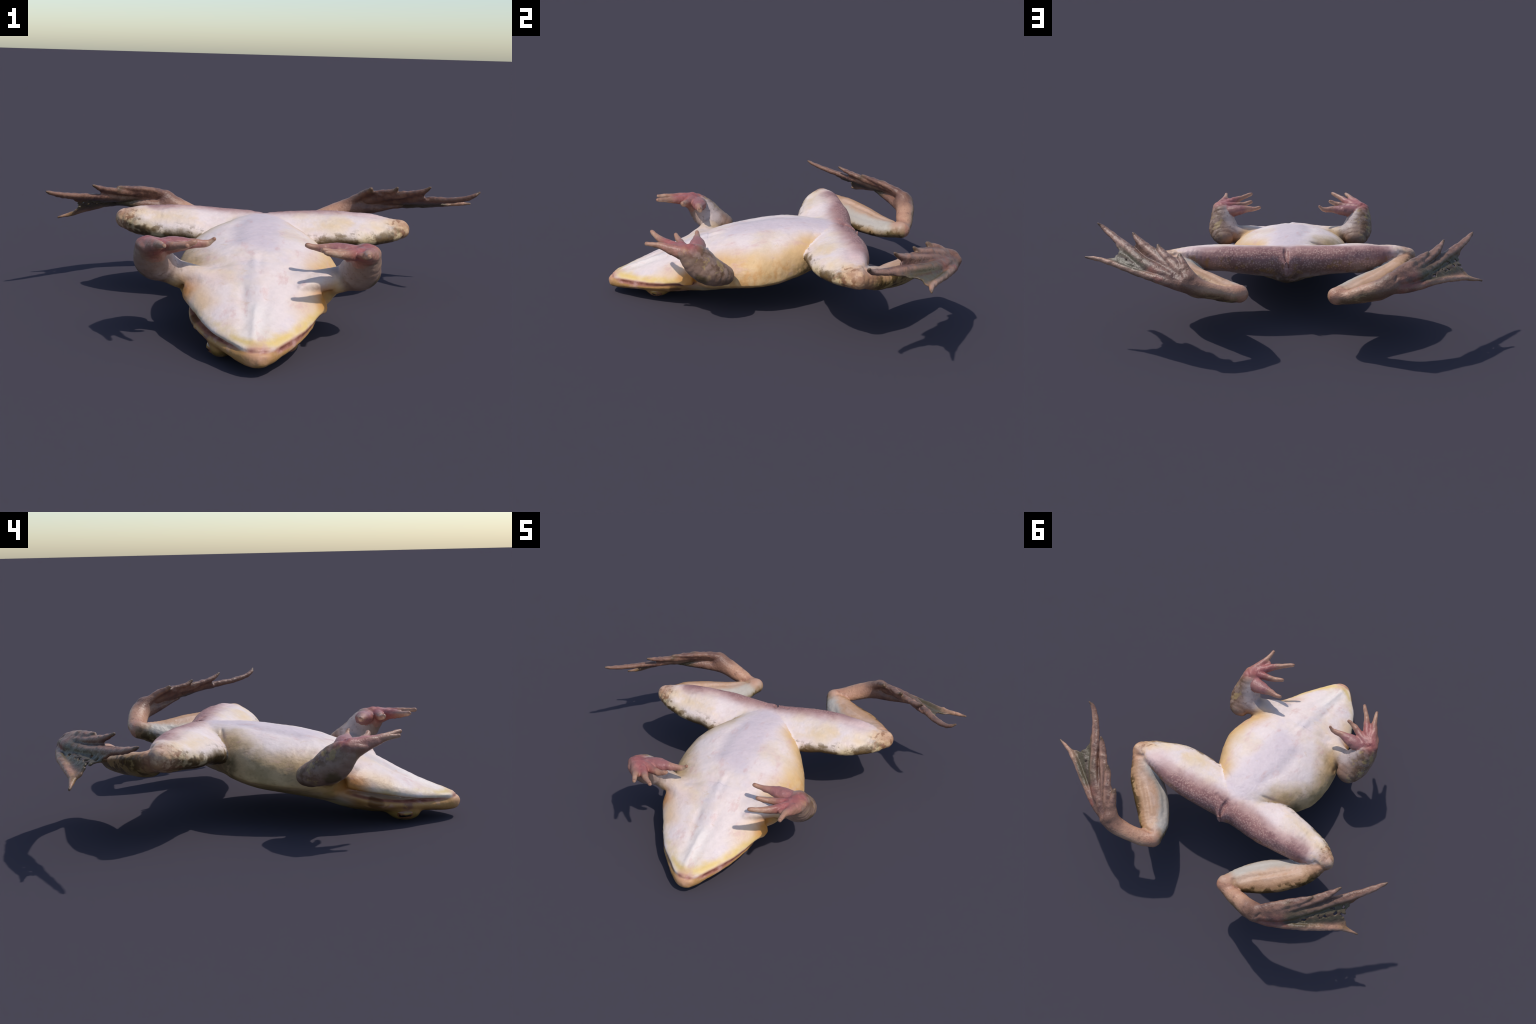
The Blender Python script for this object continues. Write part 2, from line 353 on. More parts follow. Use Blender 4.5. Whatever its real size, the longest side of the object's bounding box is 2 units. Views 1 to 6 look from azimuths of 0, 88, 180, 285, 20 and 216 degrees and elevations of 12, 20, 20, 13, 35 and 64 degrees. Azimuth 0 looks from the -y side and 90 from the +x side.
# backs of the hands run straight on from the forearm
tube("hand.R", [(0.388, -0.385, 0.312, 0.052, 0.046), (0.390, -0.438, 0.343, 0.044, 0.029), (0.380, -0.500, 0.368, 0.034, 0.018), (0.366, -0.545, 0.380, 0.022, 0.011)], 0.02)
tube("hand.L", [(-0.428, -0.395, 0.320, 0.056, 0.046), (-0.424, -0.448, 0.352, 0.046, 0.034), (-0.405, -0.508, 0.381, 0.036, 0.022), (-0.386, -0.550, 0.394, 0.022, 0.012)], 0.02)
FINGERS_R = [
    [(0.400, -0.410, 0.358, 0.034, 0.026), (0.350, -0.388, 0.362, 0.040, 0.031), (0.300, -0.383, 0.367, 0.038, 0.030), (0.240, -0.388, 0.375, 0.020, 0.018), (0.200, -0.388, 0.376, 0.013, 0.013), (0.166, -0.391, 0.386, 0.009, 0.009)],
    [(0.395, -0.430, 0.370, 0.026), (0.325, -0.458, 0.377, 0.020), (0.275, -0.470, 0.375, 0.015), (0.221, -0.491, 0.389, 0.008)],
    [(0.400, -0.430, 0.370, 0.028), (0.345, -0.508, 0.382, 0.023), (0.284, -0.565, 0.389, 0.015), (0.224, -0.605, 0.405, 0.007)],
    [(0.412, -0.430, 0.370, 0.030), (0.395, -0.500, 0.380, 0.024), (0.381, -0.560, 0.389, 0.014), (0.380, -0.616, 0.396, 0.006)]]
FINGERS_L = [
    [(-0.430, -0.428, 0.374, 0.034, 0.026), (-0.385, -0.409, 0.374, 0.040, 0.031), (-0.335, -0.402, 0.377, 0.038, 0.030), (-0.268, -0.401, 0.381, 0.020, 0.018), (-0.217, -0.391, 0.382, 0.013, 0.013), (-0.193, -0.393, 0.399, 0.009, 0.009)],
    [(-0.420, -0.435, 0.386, 0.026), (-0.345, -0.465, 0.388, 0.020), (-0.300, -0.485, 0.390, 0.015), (-0.257, -0.486, 0.405, 0.008)],
    [(-0.430, -0.440, 0.387, 0.028), (-0.375, -0.502, 0.395, 0.023), (-0.333, -0.562, 0.402, 0.015), (-0.278, -0.618, 0.417, 0.007)],
    [(-0.442, -0.440, 0.388, 0.030), (-0.412, -0.510, 0.398, 0.024), (-0.382, -0.570, 0.407, 0.014), (-0.359, -0.623, 0.416, 0.006)]]
for side, fingers in (("R", FINGERS_R), ("L", FINGERS_L)):
    s = 1 if side == "R" else -1
    ellipsoid("hand." + side, (0.390, -0.452, 0.360) if s > 0 else (-0.428, -0.462, 0.378), (0.045, 0.052, 0.022), 0.015)
    for i, t in enumerate(fingers):
        tube(f"finger{i}.{side}", [r[:2] + (r[2] - (0.007 if j < 2 else 0.003),) + tuple(max(1.02 * q, 0.0095) for q in r[3:]) for j, r in enumerate(t)], 0.008)


def rim(rows, angle, reach=1.0, first=0, last=None):
    """Curve on the surface of a limb: angle 0 is the width axis, 90 the thickness axis."""
    out = []
    rows = [np.asarray(r, float) for r in rows]
    for i, r in enumerate(rows):
        t = rows[min(i + 1, len(rows) - 1)][:3] - rows[max(i - 1, 0)][:3]
        t /= np.linalg.norm(t)
        a = np.cross(t, (0, 0, 1))
        a /= np.linalg.norm(a)
        b = np.cross(a, t)
        w = math.radians(r[5])
        a, b = math.cos(w) * a + math.sin(w) * b, math.cos(w) * b - math.sin(w) * a
        th = math.radians(angle)
        out.append(r[:3] + reach * (r[3] * math.cos(th) * a + r[4] * math.sin(th) * b))
    return out[first:last]


# ------------------------------------------------------------------ relief: folds, grooves and ridges of the skin
# pectoral folds from chest to arm
tube("torso", [(0.330, -0.325, 0.240, 0.020), (0.285, -0.348, 0.243, 0.022), (0.235, -0.385, 0.242, 0.022), (0.185, -0.425, 0.234, 0.018), (0.145, -0.450, 0.228, 0.008)], 0.03)
tube("torso", [(-0.360, -0.330, 0.252, 0.018), (-0.310, -0.350, 0.252, 0.020), (-0.265, -0.380, 0.248, 0.018), (-0.225, -0.415, 0.238, 0.016), (-0.190, -0.440, 0.232, 0.008)], 0.03)
# corners of the mouth, left open behind
LIP_L = [(-0.030, -0.822, 0.090), (-0.079, -0.782, 0.088), (-0.150, -0.700, 0.094), (-0.198, -0.630, 0.102), (-0.240, -0.545, 0.116), (-0.272, -0.470, 0.135), (-0.284, -0.415, 0.150)]
LIP_R = [(0.010, -0.822, 0.089), (0.058, -0.782, 0.084), (0.118, -0.708, 0.094), (0.163, -0.630, 0.101), (0.200, -0.550, 0.112), (0.228, -0.470, 0.128), (0.236, -0.410, 0.142)]
stroke(LIP_L, 0.006, 0.004)
stroke(LIP_R, 0.006, 0.004)
stroke(LIP_L[-3:], 0.010, 0.008)
stroke(LIP_R[-3:], 0.010, 0.008)
# notch behind the corners of the jaw
stroke([(-0.290, -0.372, 0.222), (-0.295, -0.372, 0.190), (-0.300, -0.378, 0.140)], 0.024, 0.030)
stroke([(0.244, -0.370, 0.208), (0.250, -0.372, 0.180), (0.255, -0.378, 0.130)], 0.024, 0.028)
# keel of the throat with a shallow furrow on either side, ending in a little point at the chin
stroke([(-0.029, -0.785, 0.112), (-0.027, -0.72, 0.142), (-0.024, -0.66, 0.168), (-0.02, -0.58, 0.202)], 0.013, -0.007)
stroke([(-0.028, -0.786, 0.112), (-0.028, -0.780, 0.115)], 0.008, -0.006)
for dx in (-0.042, 0.034):
    stroke([(-0.028 + dx, -0.760, 0.118), (-0.024 + dx, -0.66, 0.166), (-0.02 + dx * 1.2, -0.55, 0.212), (-0.018 + dx * 1.3, -0.46, 0.258)], 0.018, 0.006)
# breast bone
stroke([(-0.010, -0.440, 0.272), (-0.012, -0.380, 0.300), (-0.012, -0.310, 0.324), (-0.010, -0.260, 0.340)], 0.012, 0.005)
stroke([(-0.034, -0.420, 0.282), (-0.036, -0.350, 0.312), (-0.030, -0.280, 0.335)], 0.016, -0.005)
# cross fold behind the breast, furrows either side of the straight belly muscle
stroke([(-0.230, -0.300, 0.318), (-0.120, -0.265, 0.340), (-0.010, -0.245, 0.345), (0.110, -0.262, 0.334), (0.200, -0.300, 0.305)], 0.018, 0.004)
stroke([(-0.110, -0.230, 0.352), (-0.125, -0.120, 0.366), (-0.118, 0.000, 0.372), (-0.085, 0.110, 0.373), (-0.050, 0.180, 0.373)], 0.030, 0.005)
stroke([(0.090, -0.200, 0.345), (0.108, -0.090, 0.360), (0.098, 0.020, 0.366), (0.070, 0.130, 0.372)], 0.030, 0.003)
# arm pits
stroke([(0.290, -0.262, 0.262), (0.300, -0.245, 0.235), (0.305, -0.240, 0.200)], 0.014, 0.010)
stroke([(-0.320, -0.275, 0.270), (-0.332, -0.258, 0.242), (-0.336, -0.252, 0.205)], 0.014, 0.010)
# vent and its folds
stroke([(0.006, 0.320, 0.384), (0.002, 0.372, 0.364), (-0.003, 0.402, 0.330), (-0.006, 0.395, 0.290), (-0.010, 0.365, 0.245)], 0.010, 0.030)
stroke([(-0.028, 0.300, 0.378), (-0.030, 0.345, 0.366), (-0.028, 0.385, 0.340), (-0.022, 0.402, 0.305)], 0.010, -0.012)
stroke([(0.020, 0.345, 0.372), (0.050, 0.335, 0.380), (0.090, 0.328, 0.386)], 0.012, 0.007)
stroke([(-0.048, 0.300, 0.380), (-0.052, 0.345, 0.366), (-0.050, 0.388, 0.335)], 0.010, 0.012)
# groin creases where belly meets thigh
stroke([(0.085, 0.195, 0.376), (0.150, 0.168, 0.352), (0.215, 0.140, 0.315), (0.262, 0.125, 0.265)], 0.009, 0.010)
stroke([(-0.105, 0.190, 0.372), (-0.180, 0.165, 0.352), (-0.250, 0.132, 0.318), (-0.295, 0.112, 0.270)], 0.009, 0.010)
# muscle lines of the shanks, tendons of thigh and knee
stroke([(0.560, 0.420, 0.345), (0.490, 0.480, 0.336), (0.420, 0.545, 0.318), (0.330, 0.625, 0.318), (0.255, 0.690, 0.318)], 0.016, 0.007)
stroke([(-0.570, 0.385, 0.352), (-0.500, 0.450, 0.338), (-0.430, 0.515, 0.326), (-0.350, 0.590, 0.312), (-0.285, 0.655, 0.308)], 0.016, 0.006)
stroke([(0.575, 0.375, 0.355), (0.605, 0.392, 0.345)], 0.014, 0.008)
stroke([(-0.590, 0.322, 0.378), (-0.615, 0.330, 0.372)], 0.014, 0.008)
for rows, s in ((THIGH_R, 1), (THIGH_L, -1)):
    for ang, r, d, lo, hi in ((105, 0.022, 0.006, 1, 6), (62, 0.020, 0.004, 2, 7), (140, 0.016, -0.004, 2, 7), (22, 0.018, 0.004, 3, 7)):
        stroke(rim(rows, ang if s > 0 else 180 - ang, 1.0)[lo:hi], r, d)
for rows, s in ((SHANK_R, 1), (SHANK_L, -1)):
    for ang, r, d in ((70, 0.012, -0.004), (120, 0.014, 0.005), (30, 0.014, 0.003)):
        stroke(rim(rows, ang if s > 0 else 180 - ang, 1.0)[1:-1], r, d)
# heel creases, wrist creases
stroke([(0.235, 0.690, 0.318), (0.262, 0.705, 0.322), (0.290, 0.700, 0.310)], 0.010, 0.008)
stroke([(-0.285, 0.650, 0.305), (-0.305, 0.668, 0.305), (-0.330, 0.672, 0.295)], 0.010, 0.008)
stroke([(0.440, -0.425, 0.400), (0.405, -0.400, 0.392), (0.365, -0.372, 0.375)], 0.007, 0.006)
stroke([(-0.478, -0.440, 0.412), (-0.445, -0.415, 0.405), (-0.405, -0.390, 0.390)], 0.007, 0.006)
stroke([(0.360, -0.460, 0.318), (0.395, -0.465, 0.322), (0.435, -0.450, 0.335)], 0.007, 0.005)
stroke([(-0.400, -0.465, 0.332), (-0.435, -0.468, 0.338), (-0.470, -0.452, 0.352)], 0.007, 0.005)
# pads under the toes and the rim of the heel pad
for p in [(0.807, 0.521, 0.450), (0.892, 0.415, 0.470), (0.715, 0.650, 0.432), (0.867, 0.643, 0.410), (0.735, 0.718, 0.395), (0.714, 0.556, 0.474),
          (0.585, 0.676, 0.458), (0.504, 0.726, 0.450), (-0.819, 0.462, 0.428), (-0.719, 0.592, 0.408), (-0.767, 0.474, 0.460), (-0.669, 0.588, 0.450)]:
    stroke([p], 0.010, -0.004)
stroke([(0.505, 0.770, 0.408), (0.500, 0.800, 0.400), (0.475, 0.822, 0.378)], 0.007, 0.006)
stroke([(-0.528, 0.722, 0.405), (-0.530, 0.750, 0.398), (-0.510, 0.772, 0.376)], 0.007, 0.006)
# ear drums: a low rim around a flat disc; nostrils
EARS = [(-0.256, -0.522, 0.096), (0.180, -0.500, 0.092)]
for (cx, cy, cz), sx in zip(EARS, (-1, 1)):
    ring = [(cx + sx * 0.012 * math.sin(a), cy + 0.040 * math.cos(a), cz + 0.026 * math.sin(a)) for a in np.linspace(0, 2 * math.pi, 17)]
    stroke(ring, 0.007, -0.005)
stroke([(-0.040, -0.806, 0.045)], 0.008, 0.008)
stroke([(0.020, -0.806, 0.045)], 0.008, 0.008)
# ridges along the back
stroke([(-0.190, -0.45, 0.062), (-0.200, -0.20, 0.085), (-0.150, 0.10, 0.125), (-0.07, 0.26, 0.17)], 0.018, -0.007)
stroke([(0.150, -0.45, 0.062), (0.160, -0.20, 0.085), (0.110, 0.10, 0.125), (0.04, 0.26, 0.17)], 0.018, -0.007)


# ------------------------------------------------------------------ meshing (naive surface nets)
def surface_nets(F):
    S = F < 0
    nx, ny, nz = F.shape
    n_in = np.zeros((nx - 1, ny - 1, nz - 1), np.uint8)
    for i in (0, 1):
        for j in (0, 1):
            for k in (0, 1):
                n_in += S[i:nx - 1 + i, j:ny - 1 + j, k:nz - 1 + k]
    cells = np.argwhere((n_in > 0) & (n_in < 8)).astype(np.int32)
    index = np.full(n_in.shape, -1, np.int32)
    index[tuple(cells.T)] = np.arange(len(cells))
    acc, cnt = np.zeros((len(cells), 3)), np.zeros(len(cells))
    corner = [(i, j, k) for i in (0, 1) for j in (0, 1) for k in (0, 1)]
    val = {c: F[tuple((cells + c).T)] for c in corner}
    for c in corner:
        for ax in range(3):
            if c[ax]:
                continue
            e = list(c)
            e[ax] = 1
            a, b = val[c], val[tuple(e)]
            cross = (a < 0) != (b < 0)
            t = np.where(cross, a / np.where(cross, a - b, 1), 0)
            p = np.tile(np.array(c, float), (len(cells), 1))
            p[:, ax] += t
            acc[cross] += p[cross]
            cnt[cross] += 1
    verts = LO + (cells + acc / cnt[:, None]) * H
    quads = []
    for ax in range(3):
        o1, o2 = (ax + 1) % 3, (ax + 2) % 3
        lo = [slice(None)] * 3
        hi = [slice(None)] * 3
        lo[ax], hi[ax] = slice(0, -1), slice(1, None)
        a, b = S[tuple(lo)], S[tuple(hi)]
        edge = np.argwhere(a != b)
        edge = edge[(edge[:, o1] > 0) & (edge[:, o2] > 0) & (edge[:, o1] < F.shape[o1] - 1) & (edge[:, o2] < F.shape[o2] - 1)]
        flip = a[tuple(edge.T)]
        d1, d2 = np.eye(3, dtype=int)[o1], np.eye(3, dtype=int)[o2]
        q = np.stack([index[tuple((edge - d1 - d2).T)], index[tuple((edge - d2).T)], index[tuple(edge.T)], index[tuple((edge - d1).T)]], 1)
        q[~flip] = q[~flip][:, ::-1]
        quads.append(q)
    return verts, np.vstack(quads), cells


verts, quads, cells = surface_nets(FIELD)
label = LABEL[tuple((np.round((verts - LO) / H).astype(int)).T)]

# keep the one connected skin, drop crumbs
parent = np.arange(len(verts))
edges = np.vstack([quads[:, [0, 1]], quads[:, [1, 2]], quads[:, [2, 3]], quads[:, [3, 0]]])
for _ in range(60):
    m = np.minimum(parent[edges[:, 0]], parent[edges[:, 1]])
    new = parent.copy()
    np.minimum.at(new, parent[edges[:, 0]], m)
    np.minimum.at(new, parent[edges[:, 1]], m)
    new = new[new]
    while True:
        nn = new[new]
        if (nn == new).all():
            break
        new = nn
    if (new == parent).all():
        break
    parent = new
ids, counts = np.unique(parent, return_counts=True)
keep = parent == ids[counts.argmax()]
remap = np.cumsum(keep) - 1
quads = remap[quads[keep[quads].all(1)]]
verts, label = verts[keep], label[keep]

# relax the stair steps without shrinking (Taubin)
edges = np.unique(np.sort(np.vstack([quads[:, [0, 1]], quads[:, [1, 2]], quads[:, [2, 3]], quads[:, [3, 0]]]), 1), axis=0)
deg = np.bincount(edges.ravel(), minlength=len(verts)).astype(float)[:, None]
for lam in (0.5, -0.53) * 3:
    acc = np.zeros_like(verts)
    for i in range(3):
        acc[:, i] = np.bincount(edges[:, 0], verts[edges[:, 1], i], len(verts)) + np.bincount(edges[:, 1], verts[edges[:, 0], i], len(verts))
    verts = verts + lam * (acc / deg - verts)


def value_noise(p, seed):
    """Smooth lattice noise in -1..1."""
    c = np.floor(p).astype(np.int64)
    f = p - c
    f = f * f * (3 - 2 * f)
    out = np.zeros(len(p))
    for i in (0, 1):
        for j in (0, 1):
            for k in (0, 1):
                q = (c[:, 0] + i) * 73856093 ^ (c[:, 1] + j) * 19349663 ^ (c[:, 2] + k) * 83492791 ^ seed * 2654435761
                q = (q ^ (q >> 13)) * 1274126177 & 0xFFFFFFFF
                v = ((q ^ (q >> 16)) & 0xFFFF) / 32767.5 - 1
                w = (f[:, 0] if i else 1 - f[:, 0]) * (f[:, 1] if j else 1 - f[:, 1]) * (f[:, 2] if k else 1 - f[:, 2])
                out += v * w
    return out


tri = verts[quads]
fn = np.cross(tri[:, 2] - tri[:, 0], tri[:, 3] - tri[:, 1])
vn = np.zeros_like(verts)
for i in range(4):
    for j in range(3):
        vn[:, j] += np.bincount(quads[:, i], fn[:, j], len(verts))
vn /= np.linalg.norm(vn, axis=1, keepdims=True) + 1e-12
stem = np.array([p.split(".")[0].rstrip("0123456789") for p in PARTS])[label]
thin = np.isin(stem, ["toe", "web", "finger"])
lumps = value_noise(verts * 9, 1) * 0.0022 + value_noise(verts * 27, 2) * 0.0008
wrinkle = value_noise(verts * 60, 3) * 0.0007 + value_noise(verts * 110, 4) * 0.0004
verts = verts + vn * np.where(thin, value_noise(verts * 45, 5) * 0.0022 + wrinkle, lumps + wrinkle)[:, None]
verts[:, 2] = np.maximum(verts[:, 2], 0.003)
# let the borders between parts run smoothly: spread each label over its neighbours, keep the strongest
strength = []
for pid in range(len(PARTS)):
    w = (label == pid).astype(float)
    if w.any():
        for _ in range(8):
            w = 0.5 * w + 0.5 * (np.bincount(edges[:, 0], w[edges[:, 1]], len(w)) + np.bincount(edges[:, 1], w[edges[:, 0]], len(w))) / deg[:, 0]
    strength.append(w)
label = np.argmax(np.array(strength), 0)

# ------------------------------------------------------------------ parts
NAMES = {"torso": "torso", "head": "head", "thigh": "thigh", "shank": "shank", "foot": "foot", "upper_arm": "upper_arm",
         "forearm": "forearm", "hand": "hand", "toe": "toe", "web": "web", "finger": "finger"}
skin = bpy.data.meshes.new("skin_whole")
skin.from_pydata(verts.tolist(), [], quads.tolist())
skin.polygons.foreach_set("use_smooth", np.ones(len(quads), bool))
skin.update()
normals = np.zeros(len(verts) * 3, np.float32)
skin.vertices.foreach_get("normal", normals)
normals = normals.reshape(-1, 3)
face_label = np.array([np.bincount(r).argmax() for r in label[quads]]) if len(quads) < 1 else label[quads].max(1)

frog = bpy.data.objects.new("frog", None)
frog["label"] = "pale-bellied frog lying on its back with webbed feet spread"
frog["category"] = "frog"
bpy.context.collection.objects.link(frog)


# ------------------------------------------------------------------ materials
def rgb(r, g, b):
    f = lambda c: c / 12.92 if c <= 0.04045 else ((c + 0.055) / 1.055) ** 2.4
    return (f(r), f(g), f(b), 1.0)


class Paint:
    """Layers of colour, each laid where a mask computed from the position on the body says so."""

    def __init__(self, name):
        self.m = bpy.data.materials.new(name)
        self.m.use_nodes = True
        self.t = self.m.node_tree
        self.bsdf = self.t.nodes["Principled BSDF"]
        self.P = self.node("ShaderNodeTexCoord").outputs["Object"]
        n = self.node("ShaderNodeTexNoise", {"Vector": self.P, "Scale": 13.0, "Detail": 5.0, "Roughness": 0.6})
        off = self.vec("SUBTRACT", n.outputs["Color"], (0.5, 0.5, 0.5))
        self.W = self.vec("ADD", self.P, self.scale(off, 0.05))
        self.col = None

    def node(self, kind, ins=None, **props):
        n = self.t.nodes.new(kind)
        for k, v in props.items():
            setattr(n, k, v)
        for k, v in (ins or {}).items():
            self.put(n.inputs[k], v)
        return n

    def put(self, sock, v):
        if isinstance(v, bpy.types.NodeSocket):
            self.t.links.new(v, sock)
        else:
            sock.default_value = v

    def vec(self, op, a, b=None, out=0):
        n = self.node("ShaderNodeVectorMath", operation=op)
        self.put(n.inputs[0], a)
        if b is not None:
            self.put(n.inputs[1], b)
        return n.outputs["Value" if op in ("DOT_PRODUCT", "LENGTH", "DISTANCE") else "Vector"]

    def scale(self, v, s):
        n = self.node("ShaderNodeVectorMath", operation="SCALE")
        self.put(n.inputs[0], v)
        self.put(n.inputs["Scale"], s)
        return n.outputs["Vector"]

    def math(self, op, a, b=0.0, clamp=False):
        n = self.node("ShaderNodeMath", operation=op, use_clamp=clamp)
        self.put(n.inputs[0], a)
        self.put(n.inputs[1], b)
        return n.outputs[0]

    def ramp(self, x, lo, hi):
        """0 at lo, 1 at hi (either order), eased."""
        n = self.node("ShaderNodeMapRange", interpolation_type="SMOOTHSTEP")
        a, b, c, d = (lo, hi, 0.0, 1.0) if lo < hi else (hi, lo, 1.0, 0.0)
        for k, v in zip(("Value", "From Min", "From Max", "To Min", "To Max"), (x, a, b, c, d)):
            self.put(n.inputs[k], v)
        return n.outputs["Result"]

    def near(self, pts, r, soft, warp=True):
        """Mask: 1 within r of the curve through pts, fading over soft."""
        P = self.W if warp else self.P
        best = None
        pts = [np.asarray(p, float)[:3] for p in pts]
        if len(pts) == 1:
            best = self.vec("DISTANCE", P, tuple(pts[0]))
        for a, b in zip(pts, pts[1:]):
            ba = b - a
            pa = self.vec("SUBTRACT", P, tuple(a))
            h = self.math("MULTIPLY", self.vec("DOT_PRODUCT", pa, tuple(ba)), 1 / float(ba @ ba), clamp=True)
            v = self.node("ShaderNodeVectorMath", operation="MULTIPLY_ADD")
            self.put(v.inputs[0], tuple(-ba))
            comb = self.node("ShaderNodeCombineXYZ", {"X": h, "Y": h, "Z": h}).outputs[0]
            self.put(v.inputs[1], comb)
            self.put(v.inputs[2], pa)
            d = self.vec("LENGTH", v.outputs[0])
            best = d if best is None else self.math("MINIMUM", best, d)
        return self.ramp(best, r + soft, max(r - soft, 0.0))

    def plane(self, normal, lo, hi, warp=True):
        return self.ramp(self.vec("DOT_PRODUCT", self.W if warp else self.P, normal), lo, hi)

    def noise(self, scale, lo, hi, detail=3.0, stretch=None, seed=0.0):
        p = self.P
        if stretch:
            p = self.vec("MULTIPLY", p, stretch)
        n = self.node("ShaderNodeTexNoise", {"Vector": p, "W": seed, "Scale": scale, "Detail": detail, "Roughness": 0.6}, noise_dimensions="4D")
        return self.ramp(n.outputs["Fac"], lo, hi)

    def dots(self, scale, lo, hi):
        n = self.node("ShaderNodeTexVoronoi", {"Vector": self.P, "Scale": scale, "Randomness": 0.85})
        return self.ramp(n.outputs["Distance"], hi, lo)

    def mul(self, *a):
        r = a[0]
        for x in a[1:]:
            r = self.math("MULTIPLY", r, x)
        return r

    def lay(self, colour, mask=None, amount=1.0):
        c = rgb(*colour)
        if self.col is None:
            self.col = self.node("ShaderNodeRGB").outputs[0]
            self.col.default_value = c
            self.P0, self.W0 = self.P, self.W
            return
        n = self.node("ShaderNodeMix", data_type="RGBA")
        f = self.math("MULTIPLY", mask, amount) if amount != 1.0 else mask
        self.put(n.inputs["Factor"], f)
        self.put(n.inputs["A"], self.col)
        self.put(n.inputs["B"], c)
        self.col = n.outputs["Result"]
        # a vanishing dependence on the colour so far makes the renderer work layer by layer
        tie = self.scale(self.col, 1e-7)
        self.P, self.W = self.vec("ADD", self.P0, tie), self.vec("ADD", self.W0, tie)

    def finish(self, rough=0.5, bump=0.35, grain=130.0, spec=0.35):
        fine = self.node("ShaderNodeTexNoise", {"Vector": self.P, "Scale": grain, "Detail": 4.0, "Roughness": 0.65})
        v = self.node("ShaderNodeTexVoronoi", {"Vector": self.P, "Scale": grain * 0.9})
        h = self.math("ADD", fine.outputs["Fac"], self.math("MULTIPLY", v.outputs["Distance"], 0.5))
        b = self.node("ShaderNodeBump", {"Height": h, "Strength": bump, "Distance": 0.003})
        self.put(self.bsdf.inputs["Normal"], b.outputs[0])
        # faint mottling keeps the skin from looking painted
        mot = self.node("ShaderNodeTexNoise", {"Vector": self.P, "Scale": 42.0, "Detail": 6.0, "Roughness": 0.7})
        hsv = self.node("ShaderNodeHueSaturation", {"Color": self.col, "Value": self.math("ADD", self.math("MULTIPLY", mot.outputs["Fac"], 0.22), 0.89)})
        self.put(self.bsdf.inputs["Base Color"], hsv.outputs[0])
        self.put(self.bsdf.inputs["Roughness"], rough)
        self.put(self.bsdf.inputs["Specular IOR Level"], spec)
        return self.m


YELLOW, ORANGE, OLIVE = (0.84, 0.66, 0.38), (0.76, 0.50, 0.20), (0.50, 0.41, 0.22)
MAUVE, BROWN, TAN = (0.61, 0.43, 0.405), (0.32, 0.23, 0.12), (0.76, 0.60, 0.48)
SALMON, SOLE, PALM = (0.78, 0.57, 0.46), (0.50, 0.36, 0.31), (0.64, 0.36, 0.35)
ELBOW = {1: np.array([0.385, -0.275, 0.240]), -1: np.array([-0.425, -0.295, 0.257])}
WRIST = {1: np.array([0.412, -0.430, 0.365]), -1: np.array([-0.452, -0.440, 0.380])}
PALM_AT = {1: np.array([0.36, -0.46, 0.385]), -1: np.array([-0.40, -0.47, 0.405])}


def ground_tone(p):
    p.lay((0.90, 0.825, 0.80))
    p.lay((0.88, 0.78, 0.66), p.noise(5.0, 0.42, 0.68), 0.75)
    p.lay((0.86, 0.75, 0.73), p.noise(9.0, 0.48, 0.72, seed=3.0), 0.45)
    p.lay((0.84, 0.785, 0.805), p.noise(7.0, 0.52, 0.74, seed=6.0), 0.5)


def rump(p):
    """Mauve, granular skin on the back of the thighs and around the vent, dotted with pale warts."""
    left = rim(THIGH_L, 28, 0.95)[::-1][1:]
    right = rim(THIGH_R, 152, 0.95)[:-1]
    curve = left + [np.array([0.0, 0.385, 0.345])] + right
    mid = len(left)
    p.lay((0.82, 0.68, 0.66), p.near(curve[1:-1], 0.090, 0.055), 0.8)
    p.lay(MAUVE, p.near(curve[1:-2], 0.062, 0.050), 0.85)
    p.lay(MAUVE, p.near(curve[mid - 2:mid + 3], 0.085, 0.055), 0.9)
    p.lay((0.50, 0.33, 0.33), p.mul(p.near(curve[1:-2], 0.07, 0.04), p.noise(11.0, 0.44, 0.66, seed=11.0)), 0.6)
    low = rim(THIGH_L, -30, 1.0)[::-1][1:] + [np.array([0.0, 0.365, 0.235])] + rim(THIGH_R, 210, 1.0)[:-1]
    p.lay((0.38, 0.265, 0.20), p.near(low, 0.030, 0.034), 0.8)
    p.lay((0.56, 0.41, 0.25), p.mul(p.near(low, 0.05, 0.02), p.noise(26.0, 0.54, 0.62, seed=2.0)), 0.75)
    p.lay((0.30, 0.22, 0.14), p.mul(p.near([(0.0, 0.34, 0.20)], 0.10, 0.03), p.noise(17.0, 0.40, 0.56, seed=5.0)), 0.7)
    wart = p.near(curve[2:-3], 0.060, 0.055)
    p.lay((0.76, 0.60, 0.55), p.mul(wart, p.dots(92.0, 0.20, 0.56), p.noise(14.0, 0.25, 0.50, seed=14.0)), 0.85)


